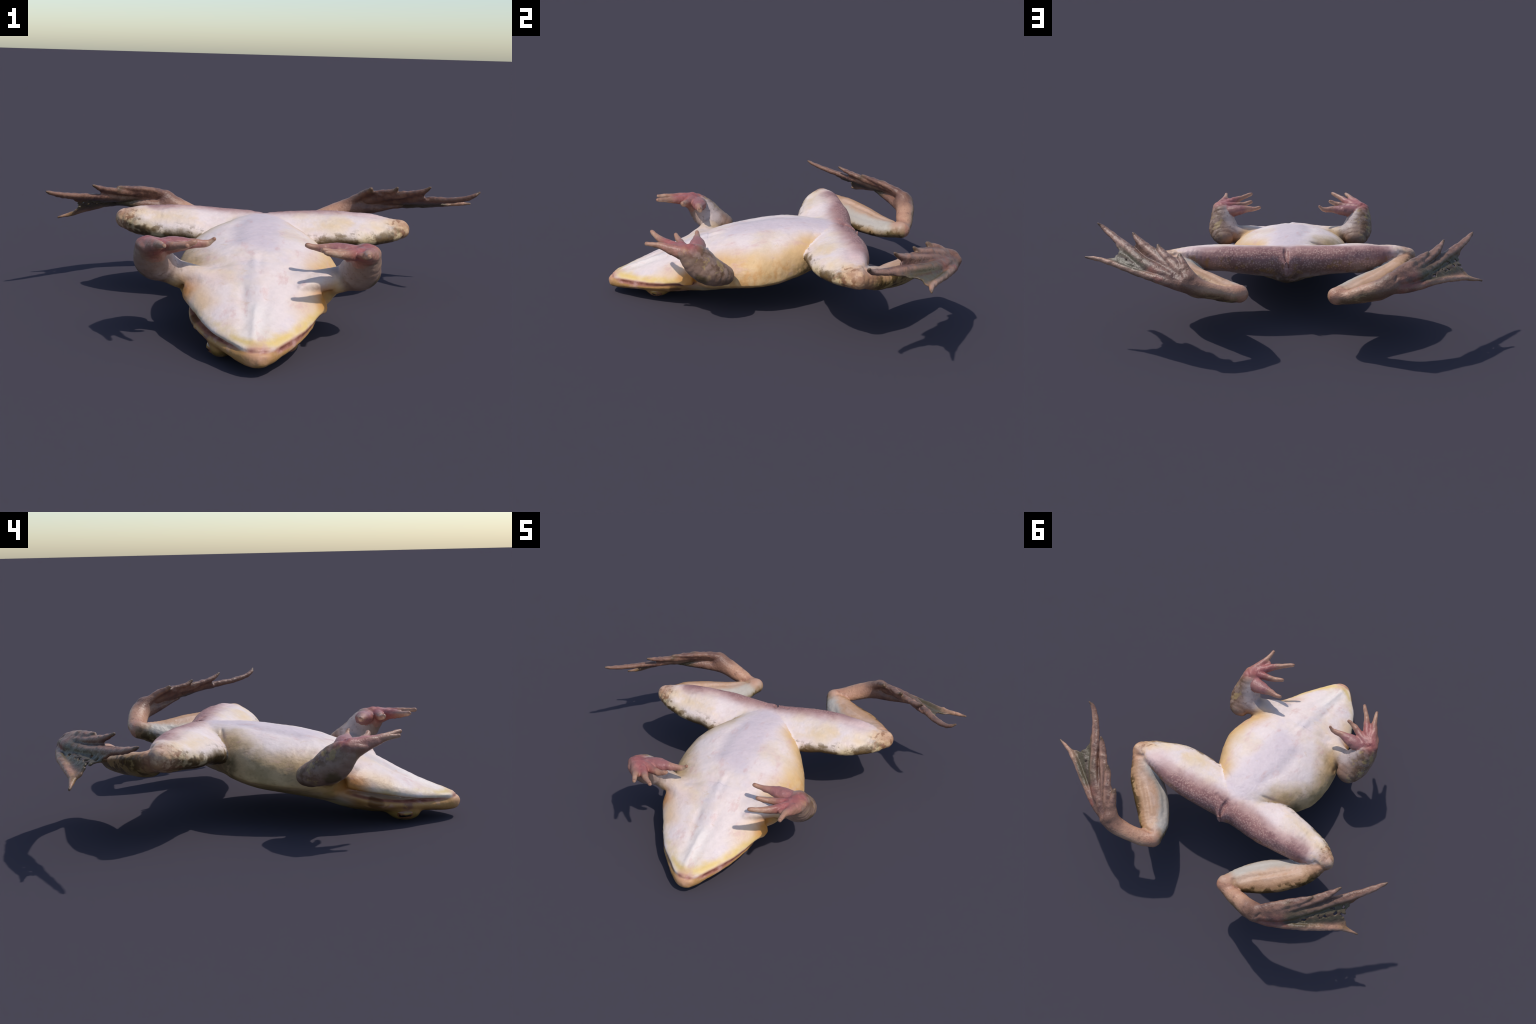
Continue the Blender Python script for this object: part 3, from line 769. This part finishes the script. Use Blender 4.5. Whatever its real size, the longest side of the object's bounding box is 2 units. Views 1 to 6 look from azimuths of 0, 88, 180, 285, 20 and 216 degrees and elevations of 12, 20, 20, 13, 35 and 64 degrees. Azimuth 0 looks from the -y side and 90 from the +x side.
def thigh_marks(p):
    for rows, s in ((THIGH_R, 1), (THIGH_L, -1)):
        side = (lambda d: d) if s > 0 else (lambda d: 180 - d)  # 0 faces the head, 90 up, 180 the rump
        p.lay((0.88, 0.76, 0.60), p.mul(p.near(rim(rows, side(60), 0.9), 0.03, 0.05), p.noise(7.0, 0.42, 0.62, seed=5.0)), 0.7)
        # underside: olive with dark marbling; along the rump a dark brown band with tan flecks
        p.lay((0.60, 0.50, 0.32), p.near(rim(rows, -90, 1.0), 0.075, 0.04), 1.0)
        p.lay((0.34, 0.25, 0.14), p.mul(p.near(rim(rows, -90, 1.0), 0.085, 0.03), p.noise(11.0, 0.46, 0.56, seed=8.0)), 0.9)
        # ragged brown blotches along the front edge
        low = rim(rows, side(-20), 1.0)
        p.lay((0.72, 0.62, 0.43), p.near(low, 0.042, 0.022), 0.85)
        p.lay(BROWN, p.mul(p.near(low, 0.040, 0.014), p.noise(13.0, 0.42, 0.50, seed=1.5, stretch=(0.55, 1, 1))), 0.95)
        p.lay((0.42, 0.32, 0.17), p.mul(p.near(rim(rows, side(15), 1.0), 0.02, 0.02), p.noise(24.0, 0.50, 0.58, seed=7.0)), 0.75)


def knee_marks(p):
    for rows, s in ((THIGH_R, 1), (THIGH_L, -1)):
        knee = rows[-1][:3]
        p.lay(SALMON, p.near([knee], 0.055, 0.045), 0.75)
        p.lay((0.87, 0.72, 0.58), p.mul(p.near([knee], 0.10, 0.03), p.noise(26.0, 0.5, 0.6, seed=4.0)), 0.6)
        p.lay((0.54, 0.36, 0.24), p.mul(p.near([np.asarray(knee) + (-0.02 * s, -0.03, -0.02)], 0.075, 0.03), p.noise(30.0, 0.53, 0.60, seed=6.0)), 0.75)


def shank_marks(p):
    for rows, s in ((SHANK_R, 1), (SHANK_L, -1)):
        side = (lambda d: d) if s > 0 else (lambda d: 180 - d)  # 0 faces outward (away from the thigh), 180 the thigh
        p.lay(TAN, p.near(rows[1:], 0.14, 0.03))
        p.lay((0.66, 0.54, 0.36), p.near(rim(rows, side(180), 1.0), 0.030, 0.025), 0.8)
        p.lay((0.74, 0.71, 0.67), p.near(rim(rows, side(128), 0.95), 0.040, 0.022), 0.9)
        p.lay((0.82, 0.69, 0.61), p.mul(p.near(rim(rows, side(80), 1.0), 0.022, 0.02), p.noise(16.0, 0.36, 0.58, stretch=(1, 1, 3))), 0.7)
        p.lay((0.70, 0.53, 0.37), p.near(rim(rows, side(20), 1.0), 0.030, 0.025), 0.7)
        p.lay((0.60, 0.51, 0.31), p.near(rim(rows, side(-25), 1.0), 0.032, 0.02), 0.9)
        p.lay((0.58, 0.49, 0.30), p.near(rim(rows, -90, 1.0), 0.07, 0.03), 0.95)
        for ang in (2, -25, -65, -110, -165):
            p.lay((0.32, 0.24, 0.11), p.mul(p.near(rim(rows, side(ang), 1.0), 0.030, 0.012), p.noise(14.0, 0.48, 0.54, seed=ang * 0.1 + 3 * s)), 0.88)
        heel = np.asarray(rows[-1][:3])
        p.lay((0.74, 0.53, 0.42), p.near([heel + (0, 0, 0.02)], 0.050, 0.03), 0.75)
        p.lay((0.66, 0.57, 0.38), p.near([heel + (0, -0.03, -0.03)], 0.045, 0.03), 0.6)
        p.lay((0.28, 0.21, 0.11), p.mul(p.near([heel + np.array([0.0, -0.02, -0.035])], 0.052, 0.018), p.noise(15.0, 0.44, 0.52, seed=9.0)), 0.85)
        p.lay(SALMON, p.near([rows[0][:3]], 0.06, 0.05), 0.8)


def flanks(p):
    fr = p.near([(0.27, -0.26, 0.185), (0.31, -0.08, 0.185), (0.29, 0.06, 0.20), (0.20, 0.16, 0.26)], 0.130, 0.055)
    fl = p.near([(-0.31, -0.26, 0.185), (-0.355, -0.08, 0.185), (-0.34, 0.06, 0.20), (-0.25, 0.15, 0.26)], 0.135, 0.055)
    p.lay(YELLOW, fr, 0.8)
    p.lay((0.80, 0.56, 0.30), p.mul(p.near([(0.29, -0.26, 0.19), (0.315, -0.08, 0.18), (0.29, 0.04, 0.19)], 0.08, 0.05), p.noise(30.0, 0.44, 0.64, stretch=(1, 1, 0.6))), 0.55)
    p.lay((0.77, 0.63, 0.43), fl, 0.9)
    p.lay((0.60, 0.50, 0.34), p.mul(fl, p.noise(9.0, 0.44, 0.64)), 0.6)
    p.lay((0.52, 0.42, 0.27), p.mul(fl, p.noise(30.0, 0.52, 0.70, detail=6.0, stretch=(1, 1, 2.5), seed=2.0)), 0.5)
    p.lay((0.62, 0.51, 0.27), p.plane((0, -0.17, 1.0), 0.205, 0.125), 0.85)
    p.lay(OLIVE, p.plane((0, -0.17, 1.0), 0.145, 0.085), 0.9)
    p.lay((0.33, 0.26, 0.13), p.mul(p.plane((0, -0.17, 1.0), 0.135, 0.085), p.noise(9.0, 0.52, 0.6, seed=7.0)), 0.8)


def jaw_corners(p):
    p.lay(ORANGE, p.near([(0.248, -0.430, 0.165), (0.236, -0.385, 0.175)], 0.055, 0.042), 0.95)
    p.lay(ORANGE, p.near([(-0.298, -0.430, 0.175), (-0.285, -0.385, 0.185)], 0.060, 0.042), 0.95)


def body_paint():
    p = Paint("belly_skin")
    ground_tone(p)
    # greyer middle of the belly, darker along its left furrow, yellow flanks, olive back
    p.lay((0.80, 0.725, 0.745), p.near([(-0.03, -0.16, 0.36), (-0.02, 0.02, 0.37), (0.0, 0.20, 0.37)], 0.095, 0.06), 0.7)
    p.lay((0.74, 0.685, 0.70), p.near([(-0.105, -0.16, 0.36), (-0.11, -0.03, 0.37), (-0.07, 0.10, 0.37)], 0.02, 0.045), 0.35)
    p.lay((0.76, 0.73, 0.76), p.near([(-0.03, -0.62, 0.19), (-0.06, -0.46, 0.26), (-0.03, -0.36, 0.31)], 0.022, 0.035), 0.5)
    flanks(p)
    p.lay((0.44, 0.37, 0.19), p.mul(p.near([(0.27, 0.13, 0.21), (0.20, 0.17, 0.19)], 0.040, 0.03), p.noise(45.0, 0.40, 0.58)), 0.8)
    p.lay((0.42, 0.36, 0.24), p.mul(p.near([(-0.30, 0.10, 0.26), (-0.28, 0.12, 0.19)], 0.035, 0.03), p.noise(30.0, 0.34, 0.54)), 0.8)
    rump(p)
    # throat, rim of the lower jaw, upper lip, mouth
    jaw = lambda L, d: [np.asarray(q) + d for q in L]
    p.lay((0.90, 0.85, 0.82), p.near([(-0.025, -0.74, 0.13), (-0.02, -0.62, 0.18)], 0.05, 0.05), 0.7)
    p.lay((0.88, 0.74, 0.40), p.near(jaw(LIP_R, (0.000, 0.014, 0.028)), 0.020, 0.022), 0.85)
    p.lay((0.82, 0.70, 0.42), p.near(jaw(LIP_L, (0.000, 0.014, 0.026)), 0.016, 0.020), 0.85)
    p.lay((0.86, 0.70, 0.52), p.near([(0.20, -0.48, 0.19), (0.17, -0.55, 0.19)], 0.04, 0.05), 0.6)
    p.lay((0.86, 0.70, 0.52), p.near([(-0.25, -0.48, 0.20), (-0.22, -0.55, 0.19)], 0.04, 0.05), 0.6)
    jaw_corners(p)
    head = p.plane((0, 1, 0), -0.36, -0.46)
    below = p.math("MAXIMUM", p.plane((0, -0.06, 1), 0.143, 0.134, warp=False), p.plane((0, -0.2, 1), 0.230, 0.218, warp=False))
    p.lay((0.70, 0.52, 0.31), p.mul(head, below), 1.0)
    p.lay((0.80, 0.60, 0.47), p.near([(-0.01, -0.84, 0.08)], 0.045, 0.03), 0.8)
    p.lay((0.53, 0.41, 0.20), p.mul(head, p.plane((0, -0.08, 1), 0.122, 0.09)), 0.9)
    p.lay((0.44, 0.35, 0.17), p.mul(head, p.plane((0, -0.05, 1), 0.085, 0.05)), 0.8)
    p.lay((0.50, 0.34, 0.30), p.mul(p.near([(-0.20, -0.65, 0.082)], 0.022, 0.010), p.noise(40.0, 0.35, 0.5)), 0.8)
    lip = [LIP_L[i] for i in range(len(LIP_L) - 1, -1, -1)] + LIP_R
    p.lay((0.66, 0.43, 0.36), p.near(lip, 0.012, 0.006, warp=False))
    p.lay((0.50, 0.29, 0.24), p.mul(p.near(lip, 0.007, 0.004, warp=False), p.noise(30.0, 0.4, 0.6)), 0.8)
    p.lay((0.30, 0.17, 0.13), p.near(LIP_L[-3:], 0.008, 0.006, warp=False), 0.8)
    p.lay((0.36, 0.20, 0.15), p.near(LIP_R[-3:], 0.008, 0.006, warp=False), 0.8)
    for c in EARS:
        p.lay((0.38, 0.24, 0.13), p.near([c], 0.034, 0.008), 0.7)
    # arm pits
    for q in ((0.305, -0.245, 0.235), (-0.335, -0.258, 0.242)):
        p.lay((0.46, 0.30, 0.17), p.near([q], 0.014, 0.022), 0.8)
    for s in (1, -1):
        p.lay((0.80, 0.64, 0.42), p.near([ELBOW[s] * 0.55 + np.array([0.10 * s, -0.175, 0.075]), ELBOW[s] + (0, 0, -0.02)], 0.07, 0.04), 0.6)
    p.lay((0.78, 0.38, 0.20), p.near([(0.085, -0.470, 0.262)], 0.004, 0.003, warp=False), 0.7)
    # pink veins of the skin
    p.lay((0.82, 0.65, 0.62), p.noise(20.0, 0.54, 0.70, detail=6.0, stretch=(1, 0.4, 1), seed=12.0), 0.5)
    p.lay((0.80, 0.66, 0.50), p.noise(34.0, 0.60, 0.72, detail=5.0, stretch=(0.5, 1, 1), seed=15.0), 0.35)
    return p.finish(rough=0.48, bump=0.22)


def thigh_paint():
    p = Paint("thigh_skin")
    ground_tone(p)
    thigh_marks(p)
    rump(p)
    knee_marks(p)
    return p.finish(rough=0.5, bump=0.4, grain=95.0)


def shank_paint():
    p = Paint("shank_skin")
    p.lay(TAN)
    shank_marks(p)
    return p.finish(rough=0.48, bump=0.3)


def foot_paint():
    p = Paint("foot_skin")
    p.lay((0.74, 0.56, 0.45))
    p.lay((0.66, 0.47, 0.38), p.noise(12.0, 0.42, 0.62), 0.6)
    for toes, heel, s in ((TOES_R, SHANK_R[-1], 1), (TOES_L, SHANK_L[-1], -1)):
        ankle = np.array(toes[3][0][:3])
        heel = np.array(heel[:3])
        p.lay((0.72, 0.50, 0.40), p.near([heel], 0.055, 0.035), 0.75)
        # dark, flecked skin on the outer (lower) side of the ankle
        lowside = [heel + (0.04 * s, 0.05, -0.015), (heel + ankle) / 2 + (0.0, 0.052, -0.02), ankle + (-0.01 * s, 0.045, -0.03)]
        p.lay((0.36, 0.27, 0.16), p.near(lowside, 0.030, 0.018), 0.85)
        p.lay((0.62, 0.50, 0.36), p.mul(p.near(lowside, 0.042, 0.012), p.noise(26.0, 0.52, 0.60, seed=2.0, stretch=(0.6, 1, 1.6))), 0.75)
        # sole
        p.lay((0.47, 0.335, 0.28), p.near([toes[1][0], toes[2][1], toes[3][3], toes[3][6]], 0.10, 0.05), 0.85)
        p.lay((0.40, 0.28, 0.25), p.mul(p.near([toes[2][1], toes[3][3]], 0.13, 0.04), p.noise(17.0, 0.42, 0.60, seed=5.0)), 0.75)
        p.lay((0.58, 0.32, 0.27), p.mul(p.near([toes[4][1], toes[4][2]], 0.05, 0.03), p.noise(15.0, 0.46, 0.6, seed=3.0)), 0.7)
        # web between the two longest toes
        c = [(np.array(toes[4][2][:3]) * 0.5 + np.array(toes[3][2][:3]) * 0.5), (np.array(toes[4][4 if s > 0 else 5][:3]) * 0.5 + np.array(toes[3][4 if s > 0 else 5][:3]) * 0.5)]
        p.lay((0.33, 0.30, 0.215), p.near(c, 0.055, 0.03), 0.9)
        if s < 0:
            p.lay((0.46, 0.29, 0.20), p.mul(p.near([np.array(toes[3][4][:3]) + (0, 0.06, -0.03)], 0.055, 0.03), p.noise(22.0, 0.4, 0.55)), 0.8)
            p.lay((0.48, 0.38, 0.18), p.near([toes[4][5][:3]], 0.03, 0.03), 0.7)
        for t, q in zip(toes[:4], toes[1:]):  # darkened valleys between toes: relief shading put into the web colour
            a, b = spline(np.array(t)[:, :3], 8), spline(np.array(q)[:, :3], 8)
            p.lay((0.30, 0.205, 0.17), p.mul(p.near([(u + w) / 2 for u, w in zip(a[1:6], b[1:6])], 0.007, 0.009, warp=False), p.noise(24.0, 0.3, 0.55, seed=9.0)), 0.75)
        for t in toes:
            p.lay((0.68, 0.51, 0.43), p.near([np.array(q[:3]) + (0, 0.006, 0.006) for q in t[1:]], 0.009, 0.008, warp=False), 0.75)
            p.lay((0.32, 0.26, 0.18), p.near([t[-1][:3]], 0.018, 0.024), 0.8)
        p.lay((0.34, 0.23, 0.18), p.near([np.array(toes[1][0][:3]) + (-0.03 * s, 0.025, 0.01)], 0.018, 0.015), 0.5)
    p.lay((0.76, 0.62, 0.50), p.mul(p.dots(60.0, 0.06, 0.20), p.noise(20.0, 0.55, 0.65)), 0.6)
    p.lay((0.36, 0.25, 0.21), p.noise(38.0, 0.56, 0.70, detail=6.0, seed=6.0), 0.5)
    return p.finish(rough=0.42, bump=0.6, grain=110.0, spec=0.45)


def arm_paint():
    p = Paint("arm_skin")
    ground_tone(p)
    flanks(p)
    jaw_corners(p)
    for s in (1, -1):
        elbow, wrist = ELBOW[s], WRIST[s]
        p.lay((0.66, 0.52, 0.29), p.near([elbow * 0.55 + np.array([0.10 * s, -0.190, 0.025]), elbow + (0, -0.02, -0.06)], 0.055, 0.03), 0.8)
        inside = elbow + np.array([-0.072 * s, -0.040, 0.046])
        p.lay((0.80, 0.64, 0.42), p.near([elbow * 0.55 + np.array([0.10 * s, -0.175, 0.075]), elbow + (0, 0, -0.02)], 0.07, 0.04), 0.6)
        p.lay((0.53, 0.41, 0.345), p.near([elbow, wrist], 0.108, 0.03), 0.95)
        p.lay((0.60, 0.50, 0.44), p.mul(p.near([elbow, wrist], 0.115, 0.02), p.noise(15.0, 0.46, 0.6)), 0.6)
        p.lay((0.74, 0.67, 0.65), p.near([inside, inside + (0.02 * s, -0.04, 0.06)], 0.055, 0.032), 0.85)
        back = [elbow + (0.045 * s, 0.02, 0.02), elbow + (0.04 * s, -0.03, 0.07), wrist + (0.02 * s, 0.03, 0.02)]
        p.lay((0.40, 0.28, 0.18), p.mul(p.near(back, 0.045, 0.03), p.noise(26.0, 0.42, 0.56, seed=1.0)), 0.8)
        p.lay((0.66, 0.55, 0.36), p.mul(p.near(back, 0.06, 0.03), p.noise(20.0, 0.55, 0.62, seed=4.0)), 0.7)
        p.lay((0.33, 0.27, 0.16), p.near([elbow + (0.05 * s, -0.085, 0.0)], 0.038, 0.012), 0.85)
        p.lay((0.36, 0.26, 0.17), p.mul(p.near([elbow + (0, 0.03, -0.045)], 0.055, 0.03), p.noise(18.0, 0.4, 0.55, seed=2.0)), 0.75)
        p.lay((0.44, 0.33, 0.26), p.mul(p.near([elbow, wrist], 0.12, 0.02), p.noise(55.0, 0.55, 0.68, detail=6.0, seed=8.0)), 0.55)
        p.lay(PALM, p.near([wrist + (-0.01 * s, 0.01, 0.025), PALM_AT[s] + (0, 0, 0.01)], 0.045, 0.035), 0.9)
    return p.finish(rough=0.5, bump=0.25, grain=120.0)


def hand_paint():
    p = Paint("hand_skin")
    p.lay((0.60, 0.43, 0.36))
    for s, fingers in ((1, FINGERS_R), (-1, FINGERS_L)):
        wrist, palm = WRIST[s], PALM_AT[s]
        p.lay((0.54, 0.43, 0.34), p.near([wrist + (0.02 * s, 0.0, -0.04)], 0.05, 0.02), 0.8)
        p.lay(PALM, p.near([wrist + (-0.01 * s, 0.01, 0.025), palm + (0, 0, 0.01), np.array(fingers[2][1][:3])], 0.045, 0.035), 0.9)
        p.lay((0.60, 0.38, 0.38), p.near([q[:3] for q in fingers[0][1:4]], 0.045, 0.02), 0.85)
        p.lay((0.46, 0.32, 0.32), p.near([np.array(q[:3]) + (0, 0.02, -0.02) for q in fingers[0][1:4]], 0.020, 0.022), 0.6)
        p.lay((0.72, 0.48, 0.44), p.mul(p.near([palm], 0.10, 0.03), p.noise(26.0, 0.5, 0.64)), 0.5)
        p.lay((0.52, 0.26, 0.26), p.mul(p.near([palm], 0.07, 0.03), p.noise(18.0, 0.5, 0.62, seed=4.0)), 0.55)
        for i, f in enumerate(fingers):
            p.lay((0.70, 0.52, 0.42), p.near([q[:3] for q in f[-2 if i != 0 else -3:]], 0.016, 0.022), 0.85)
            p.lay((0.80, 0.70, 0.60), p.mul(p.near([np.asarray(q[:3]) + (0, 0, -0.012) for q in f[-2 if i != 0 else -3:]], 0.010, 0.008), p.noise(20.0, 0.35, 0.5)), 0.6)
            p.lay((0.42, 0.23, 0.14), p.near([f[-1][:3]], 0.006, 0.007, warp=False), 0.7)
    return p.finish(rough=0.42, bump=0.4, grain=120.0, spec=0.45)


def eye_paint():
    p = Paint("eye_wet")
    p.lay((0.50, 0.31, 0.20))
    p.lay((0.62, 0.44, 0.26), p.noise(60.0, 0.45, 0.6), 0.6)
    for c, s in EYES:
        c = np.asarray(c)
        p.lay((0.58, 0.40, 0.28), p.near([c + (0.04 * s, 0.0, 0.018)], 0.020, 0.010), 0.8)
        p.lay((0.62, 0.48, 0.24), p.near([c + (0.04 * s, -0.014, 0.000)], 0.013, 0.005), 0.8)
        p.lay((0.06, 0.05, 0.04), p.near([c + (0.04 * s, -0.032, -0.008), c + (0.045 * s, -0.005, -0.012), c + (0.04 * s, 0.022, -0.006)], 0.006, 0.003))
        p.lay((0.50, 0.40, 0.20), p.near([c + (0.02 * s, 0.0, -0.031)], 0.018, 0.008), 0.9)
    return p.finish(rough=0.12, bump=0.05, spec=0.6)


PAINT = {}
for keys, make in ((("torso", "head"), body_paint), (("thigh",), thigh_paint), (("shank",), shank_paint), (("foot", "toe", "web"), foot_paint),
                   (("upper_arm", "forearm"), arm_paint), (("hand", "finger"), hand_paint), (("eye",), eye_paint)):
    m = make()
    for k in keys:
        PAINT[k] = m
material_of = PAINT.get
objects = {}
for (c, sx) in EYES:  # bulging eyes half hidden under their lids
    bm = bmesh.new()
    bmesh.ops.create_uvsphere(bm, u_segments=32, v_segments=20, radius=1.0)
    for v in bm.verts:
        v.co = (c[0] + 0.0455 * v.co.x, c[1] + 0.046 * v.co.y, c[2] + 0.031 * v.co.z)
    me = bpy.data.meshes.new("eye")
    bm.to_mesh(me)
    bm.free()
    me.polygons.foreach_set("use_smooth", np.ones(len(me.polygons), bool))
    me.materials.append(material_of("eye"))
    ob = bpy.data.objects.new("eye", me)
    bpy.context.collection.objects.link(ob)
    objects["eye." + ("R" if sx > 0 else "L")] = ob
for pid, full in enumerate(PARTS):
    f = quads[face_label == pid]
    if not len(f):
        continue
    used, inv = np.unique(f, return_inverse=True)
    name = "".join(ch for ch in full.split(".")[0] if not ch.isdigit())
    me = bpy.data.meshes.new(name)
    me.from_pydata(verts[used].tolist(), [], inv.reshape(f.shape).tolist())
    me.polygons.foreach_set("use_smooth", np.ones(len(f), bool))
    me.update()
    me.normals_split_custom_set_from_vertices(normals[used].tolist())
    me.materials.append(material_of(name))
    ob = bpy.data.objects.new(name, me)
    bpy.context.collection.objects.link(ob)
    objects[full] = ob
for full, ob in objects.items():
    stem, _, side = full.partition(".")
    owner = frog
    if stem[:3] in ("toe", "web"):
        owner = objects["foot." + side]
    elif stem.startswith("finger"):
        owner = objects["hand." + side]
    ob.parent = owner
bpy.data.meshes.remove(skin)
